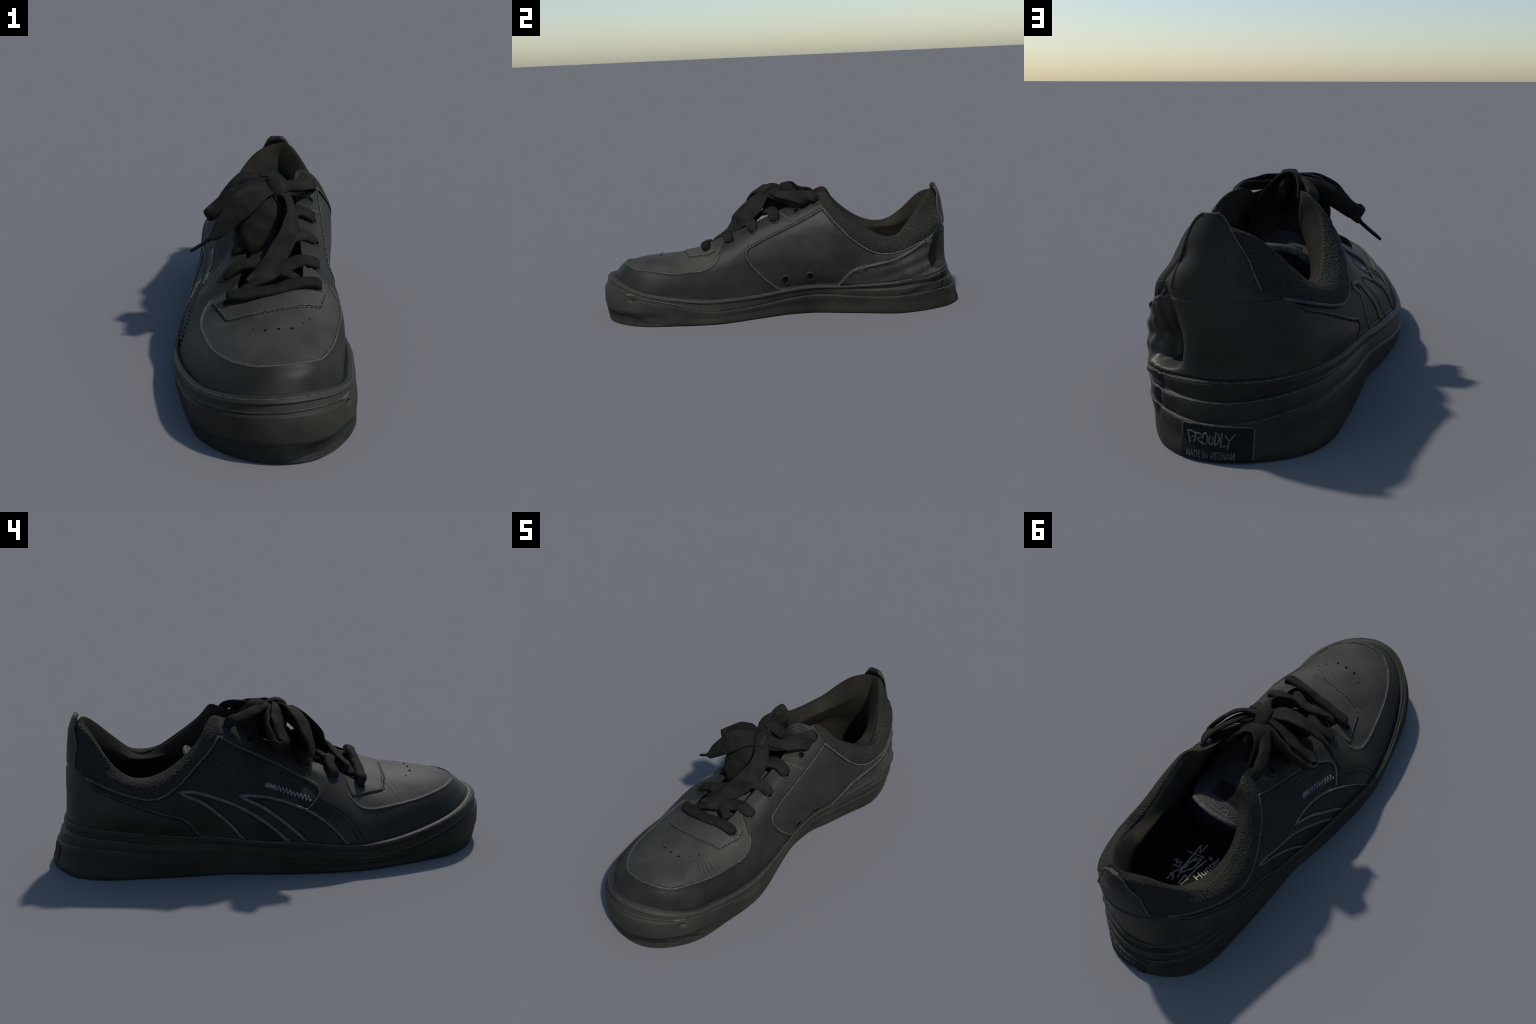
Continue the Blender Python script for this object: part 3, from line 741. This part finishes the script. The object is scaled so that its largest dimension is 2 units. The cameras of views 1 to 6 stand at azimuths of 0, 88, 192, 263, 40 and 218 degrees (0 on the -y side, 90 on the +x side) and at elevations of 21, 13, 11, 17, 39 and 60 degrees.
# straps from the top eyelets to the knot
lace([(*into(m(5)), .035, .016), (.212,.180,.640), (.190,.10,.652), (.150,.0,.645), (.105,-.045,.652), (.07,-.06,.66)], w=.058, t=.018)
lace([(*into(l(5)), .035, .016), (-.065,.175,.630), (-.045,.10,.655), (.0,.03,.672), (.04,-.02,.675)], w=.052, t=.022)
# knot
lace([(.085,-.085,.615,.05,.03), (.082,-.088,.655,.06,.034), (.066,-.058,.682,.062,.036), (.055,-.015,.680,.06,.034), (.06,.01,.645,.05,.03)], ups=[(.2,-1,0),(.1,-.9,.4),(0,-.2,1),(0,.7,.6),(0,1,.1)])
# arch standing up behind the knot
lace([(.155,.11,.585), (.115,.075,.640), (.075,.045,.685), (.036,.040,.699), (.003,.062,.682), (-.012,.105,.640), (-.015,.15,.600)], w=.062, t=.014, ups=[(.6,-.3,.5),(.7,-.3,.6),(.5,-.2,.8),(0,-.2,1),(-.8,-.1,.6),(-1,0,.3),(-1,0,.2)])
# loop over the inner side, open in the middle
lace([(.075,-.045,.668), (.125,-.035,.668), (.178,-.004,.661), (.213,.062,.648), (.230,.112,.628), (.215,.128,.606), (.180,.085,.606), (.135,.03,.622), (.085,-.02,.645)], w=.050, t=.018,
     ups=[(0,-.6,.8),(.2,-.6,.75),(.6,-.4,.65),(.85,-.2,.45),(.9,.3,.1),(.2,.6,-.75),(-.4,.5,-.75),(-.4,.5,-.75),(0,.4,-.8)])
# loop hanging over the outer side
lace([(.05,-.05,.672,.06), (-.01,-.045,.664,.07), (-.075,-.035,.642,.075), (-.14,-.035,.602,.072), (-.192,-.048,.560,.058), (-.206,-.030,.548,.052), (-.186,.000,.558,.058), (-.13,.012,.598,.065), (-.06,.010,.636,.065), (.0,-.01,.652,.06), (.05,-.035,.652,.055)], w=.06, t=.021,
     ups=[(-.1,-.5,.9),(-.3,-.6,.8),(-.5,-.6,.6),(-.6,-.6,.5),(-.8,-.3,-.2),(-.8,.3,-.5),(-.4,.9,-.2),(.2,.9,.2),(.3,.9,.3),(.2,.8,.3),(0,.6,-.6)], n=220)
# broad free end falling to the outer front, with its tip
lace([(.06,-.06,.670,.06), (.0,-.105,.665,.10), (-.065,-.140,.628,.12), (-.125,-.160,.568,.09), (-.165,-.168,.518,.055), (-.19,-.166,.495,.026)], w=.09, t=.018,
     ups=[(-.1,-.5,.9),(-.35,-.7,.7),(-.5,-.75,.5),(-.5,-.8,.4),(-.5,-.8,.4),(-.5,-.8,.4)])
sweep('aglet', [(-.183,-.167,.502,.016,.016),(-.215,-.158,.476,.015,.015),(-.255,-.146,.447,.014,.014),(-.275,-.140,.432,.010,.010)], 'thread', parent=laces, sides=10)
# inner free end curling down the throat to the front
lace([(.075,-.065,.664,.05), (.110,-.100,.640,.075), (.128,-.150,.588,.10), (.118,-.205,.540,.105), (.092,-.250,.498,.095), (.055,-.290,.455,.075), (.0,-.330,.418,.045), (-.05,-.36,.390,.018)], w=.06, t=.016,
     ups=[(.3,-.6,.8),(.8,-.4,.4),(.9,-.3,.3),(.85,-.4,.3),(.7,-.5,.4),(.4,-.6,.7),(.1,-.5,.85),(0,-.5,.85)])
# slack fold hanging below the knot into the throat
lace([(.045,-.085,.650,.10), (.02,-.125,.610,.14), (.0,-.150,.560,.15), (-.005,-.165,.515,.14), (.005,-.175,.470,.12), (.02,-.17,.43,.10)], t=.022, ups=(0, -1, .35), wave=.02)

# upper flap of the tongue: stands up behind the knot, hollow towards the ankle, and folds down on to the pad
FLAP_TOP = [(.168,.150,.575),(.150,.105,.610),(.112,.070,.655),(.075,.045,.688),(.036,.040,.705),(.003,.060,.688),(-.014,.100,.640),(-.024,.150,.600),(-.030,.19,.57)]
top_ = catmull(np.array(FLAP_TOP), 40); fv = []; ff = []
for i, p in enumerate(top_):
    a = i / 39; e = np.array((.18 - .28 * a, .20 - .06 * math.sin(a * math.pi), .45))
    for k in range(14):
        b = k / 13; c = p * (1 - b) + e * b; c[1] -= .045 * math.sin(b * math.pi); fv.append(c)
fv = np.array(fv); fv[:, 1] += .010 * vnoise(fv * 16, 41); nf_ = len(fv)
fv = np.vstack([fv, fv + np.array((0, -.014, -.004))])
for i in range(39):
    for k in range(13):
        a = i * 14 + k; ff += [(a, a + 1, a + 15, a + 14), (nf_ + a, nf_ + a + 14, nf_ + a + 15, nf_ + a + 1)]
rim_ = [i * 14 for i in range(40)]
for a, b in zip(rim_, rim_[1:]): ff.append((a, b, nf_ + b, nf_ + a))
obj('tongue_flap', fv, ff, 'lace', parent=tongue)
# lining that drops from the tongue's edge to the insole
dv2 = []; df2 = []
for i in range(30):
    a = i / 29; x = .03 + .165 * (2 * a - 1); s2 = (2 * a - 1)
    for k in range(12):
        b = k / 11
        dv2.append((x * (1 + .25 * b) , .366 - .03 * s2 * s2 + .025 * math.sin(b * math.pi * .5) , .478 - .05 * abs(s2)**2.6 - b * .31 * (1 - .12 * abs(s2)**2.6)))
for i in range(29):
    for k in range(11):
        a = i * 12 + k; df2.append((a, a + 12, a + 13, a + 1))
obj('tongue_lining', dv2, df2, 'insole', parent=tongue)

# crumpled run of lace inside the bow that closes the gaps between its strands
lace([(.075,-.10,.585,.10), (.07,-.05,.605,.15), (.062,.0,.615,.16), (.058,.05,.62,.14), (.06,.09,.615,.09)], t=.03, ups=(1, 0, .1), wave=.02)

# eyelets: rolled rim and dark bore, shared meshes
def ring_mesh(name, R_, r_, mat):
    vv, ff = [], []
    for i in range(32):
        a = i / 32 * 2 * math.pi
        for j in range(10):
            b = j / 10 * 2 * math.pi
            vv.append(((R_ + r_ * math.cos(b)) * math.cos(a), (R_ + r_ * math.cos(b)) * math.sin(a), r_ * .6 * math.sin(b)))
            ff.append((i * 10 + j, ((i + 1) % 32) * 10 + j, ((i + 1) % 32) * 10 + (j + 1) % 10, i * 10 + (j + 1) % 10))
    me = bpy.data.meshes.new(name); me.from_pydata(vv, [], ff); me.materials.append(MAT[mat])
    me.polygons.foreach_set('use_smooth', [True] * len(me.polygons)); return me
def disc_mesh(name, R_, mat, depth=.004):
    vv = [(0, 0, -depth)] + [(R_ * f * math.cos(i / 24 * 2 * math.pi), R_ * f * math.sin(i / 24 * 2 * math.pi), z) for f, z in ((.7, -depth * .6), (1, 0)) for i in range(24)]
    ff = [(0, 1 + i, 1 + (i + 1) % 24) for i in range(24)] + [(1 + i, 25 + i, 25 + (i + 1) % 24, 1 + (i + 1) % 24) for i in range(24)]
    me = bpy.data.meshes.new(name); me.from_pydata(vv, [], ff); me.materials.append(MAT[mat]); return me
def place(name, me, p, n, parent=root, lift_=.0):
    o = bpy.data.objects.new(name, me); bpy.context.collection.objects.link(o)
    o.parent = parent; o.rotation_euler = Vector(n).to_track_quat('Z', 'Y').to_euler(); o.location = Vector(p) + Vector(n) * lift_
    return o
ring_l, disc_l = ring_mesh('eyelet', .017, .005, 'metal'), disc_mesh('eyelet_bore', .0145, 'hole')
ring_v, disc_v = ring_mesh('vent_eyelet', .0225, .0075, 'metal'), disc_mesh('vent_bore', .017, 'hole')
def add_eyelet(rname, rm, dname, dm, guess):
    l_, n_, _, _ = bvh.find_nearest(Vector(guess))
    e = place(rname, rm, l_, n_, lift_=.001)
    d = bpy.data.objects.new(dname, dm); bpy.context.collection.objects.link(d); d.parent = e; d.location = (0, 0, .0045)
for i in range(6):
    add_eyelet('eyelet', ring_l, 'eyelet_bore', disc_l, m(i)); add_eyelet('eyelet', ring_l, 'eyelet_bore', disc_l, l(i))
for g in ((.29,.004,.206), (.298,.139,.220)): add_eyelet('vent_eyelet', ring_v, 'vent_bore', disc_v, g)
pin = disc_mesh('vent_hole', .0055, 'hole', .002)
for x, y in ((.012,-.670),(.060,-.672),(.107,-.670)):
    l_, n_, _, _ = bvh.find_nearest(Vector(lift('top', x, y))); place('vent_hole', pin, l_, n_, lift_=.0022)

pin2 = disc_mesh('vent_hole', .0035, 'hole', .001)
for x, y in ((.148,-.632),(.172,-.60),(-.03,-.64)):
    l_, n_, _, _ = bvh.find_nearest(Vector(lift('top', x, y))); place('vent_hole', pin2, l_, n_, lift_=.0012)

l_, n_, _, _ = bvhs.find_nearest(Vector((.292,-.826,.142))); place('nick', disc_mesh('nick', .008, 'hole', .003), l_, n_, lift_=.002)
# ------------------------------------------------------------------ heel label with lettering
def on_sole(x, z, d=.003):
    h = bvhs.ray_cast(Vector((x, 3, max(z, .003))), Vector((0, -1, 0)))
    p, n = np.array(h[0]), np.array(h[1]); return p + n * d
gx, gz = np.linspace(.153, -.050, 42), np.linspace(.003, .092, 20)
lv, lf = [], []
for z in gz:
    for x in gx: lv.append(on_sole(x, z, .003))
for z in (gz[0], gz[-1]): pass
lf = [(i * 42 + j, i * 42 + j + 1, i * 42 + j + 43, i * 42 + j + 42) for i in range(19) for j in range(41)]
nb = len(lv)
rim = [j for j in range(42)] + [i * 42 + 41 for i in range(1, 20)] + [19 * 42 + j for j in range(40, -1, -1)] + [i * 42 for i in range(18, 0, -1)]
lv += [lv[i] - np.array((0, .012, 0)) for i in rim]
for k in range(len(rim)): lf.append((rim[k], nb + k, nb + (k + 1) % len(rim), rim[(k + 1) % len(rim)]))
label = obj('heel_label', lv, lf, 'label', angle=50)
sweep('label_rim', [(*on_sole(x, z, .004), .005, .004, 0, 1, 0) for x, z in [(.150, .06), (.151, .090), (.148, .094)] + [(x, .094) for x in np.linspace(.13, -.035, 10)] + [(-.046, .093), (-.050, .088), (-.051, .05), (-.051, .008)]], 'edge', parent=label, sides=8, n=120)
LET = [[(710,440),(735,540),(760,640)], [(725,450),(800,455),(855,490),(840,525),(770,560)],
       [(860,470),(845,550),(825,640)], [(850,465),(930,480),(950,515),(880,565),(915,605),(965,640)],
       [(960,560),(975,470),(1010,450),(1035,500),(1035,590),(1010,635),(965,635),(950,590)],
       [(1072,480),(1062,590),(1085,640),(1118,615),(1125,490)],
       [(1148,425),(1200,465),(1222,520),(1205,590),(1150,655)], [(1160,445),(1150,650)],
       [(1255,430),(1245,550),(1240,660),(1330,640)], [(1300,460),(1330,510),(1365,560)], [(1455,440),(1365,560),(1350,685)]]
def lab_xz(cx, cy): return .152 - .2 * (72.4 + .3386 * cx - 280) / 370, .098 * (1490 - 1182.4 - .3386 * cy) / 200
for st in LET:
    pts = [lab_xz(*c) for c in polyround(st, max(3, 3 * len(st)))]
    sweep('lettering', [(*on_sole(x, z, .0045), .0055, .003, 0, 1, 0) for x, z in pts], 'label_text', parent=label, sides=6)
def text_mesh(body, size):
    cu = bpy.data.curves.new('t', 'FONT'); cu.body = body; cu.size = size; cu.resolution_u = 3; cu.offset = size * .012
    to = bpy.data.objects.new('t', cu); bpy.context.collection.objects.link(to)
    bpy.context.view_layer.update()
    me = bpy.data.meshes.new_from_object(to); bpy.data.objects.remove(to); bpy.data.curves.remove(cu)
    v = np.array([tuple(x.co) for x in me.vertices]); f = [tuple(p.vertices) for p in me.polygons]
    bpy.data.meshes.remove(me); return v, f
v, f = text_mesh('MADE IN VIETNAM', .026)
v[:, 0] *= .140 / v[:, 0].max()
obj('lettering', [on_sole(.137 - a, .010 + b * .95, .0045) for a, b, _ in v], f, 'label_text', parent=label, smooth_=False)

# ------------------------------------------------------------------ insole print
GX = lambda cx, cy: (INS_A[0] * (cx - 1200) + INS_A[1] * (cy - 1150) + INS_A[2], INS_B[0] * (cx - 1200) + INS_B[1] * (cy - 1150) + INS_B[2])
INS_A = (-2.98e-4, -2.57e-4, .061); INS_B = (-2.19e-4, 3.10e-4, .5006)
bi = BVHTree.FromPolygons([tuple(v) for v in iv], nf)
def on_insole(x, y, d=.002):
    h = bi.ray_cast(Vector((x, y, 1)), Vector((0, 0, -1)))
    return (np.array(h[0]) if h[0] is not None else np.array((x, y, .14))) + np.array((0, 0, d))
GRAF = [[(1060,1390),(1210,1230),(1350,1110)], [(870,1330),(960,1260),(940,1350)], [(910,1270),(1000,1230)],
        [(1000,1320),(1100,1150),(1200,1040),(1290,920),(1270,1030),(1380,910)], [(1010,1240),(1130,1130),(1300,1090),(1200,1200),(1040,1260)],
        [(1080,1210),(1180,1110),(1240,1070)], [(1120,1000),(1330,1080)], [(950,1110),(1010,1090),(980,1140),(1050,1130),(1020,1190),(950,1160)],
        [(1010,1390),(1090,1290),(1130,1330),(1040,1400)], [(1380,1080),(1420,1110),(1400,1070)]]
insole_print = bpy.data.objects.new('insole_print', None); bpy.context.collection.objects.link(insole_print); insole_print.parent = root
for st in GRAF:
    sweep('printed_stroke', [(*on_insole(*GX(*c)), .0085, .002) for c in polyround(st, 6 * len(st))], 'print', parent=insole_print, sides=6, n=10 * len(st))
v, f = text_mesh('Hunter', .075)
p0, p1 = np.array(GX(1235, 1365)), np.array(GX(1535, 1125)); du_ = (p1 - p0) / v[:, 0].max(); dvv = np.array((-du_[1], du_[0]))
if dvv @ (np.array(GX(1200, 1200)) - p0) < 0: dvv = -dvv
obj('printed_word', [on_insole(*(p0 + du_ * a + dvv * b)) for a, b, _ in v], f, 'print', parent=insole_print, smooth_=False)

if STV: obj('stitching', np.vstack(STV), STF, 'thread', kind='stuff')
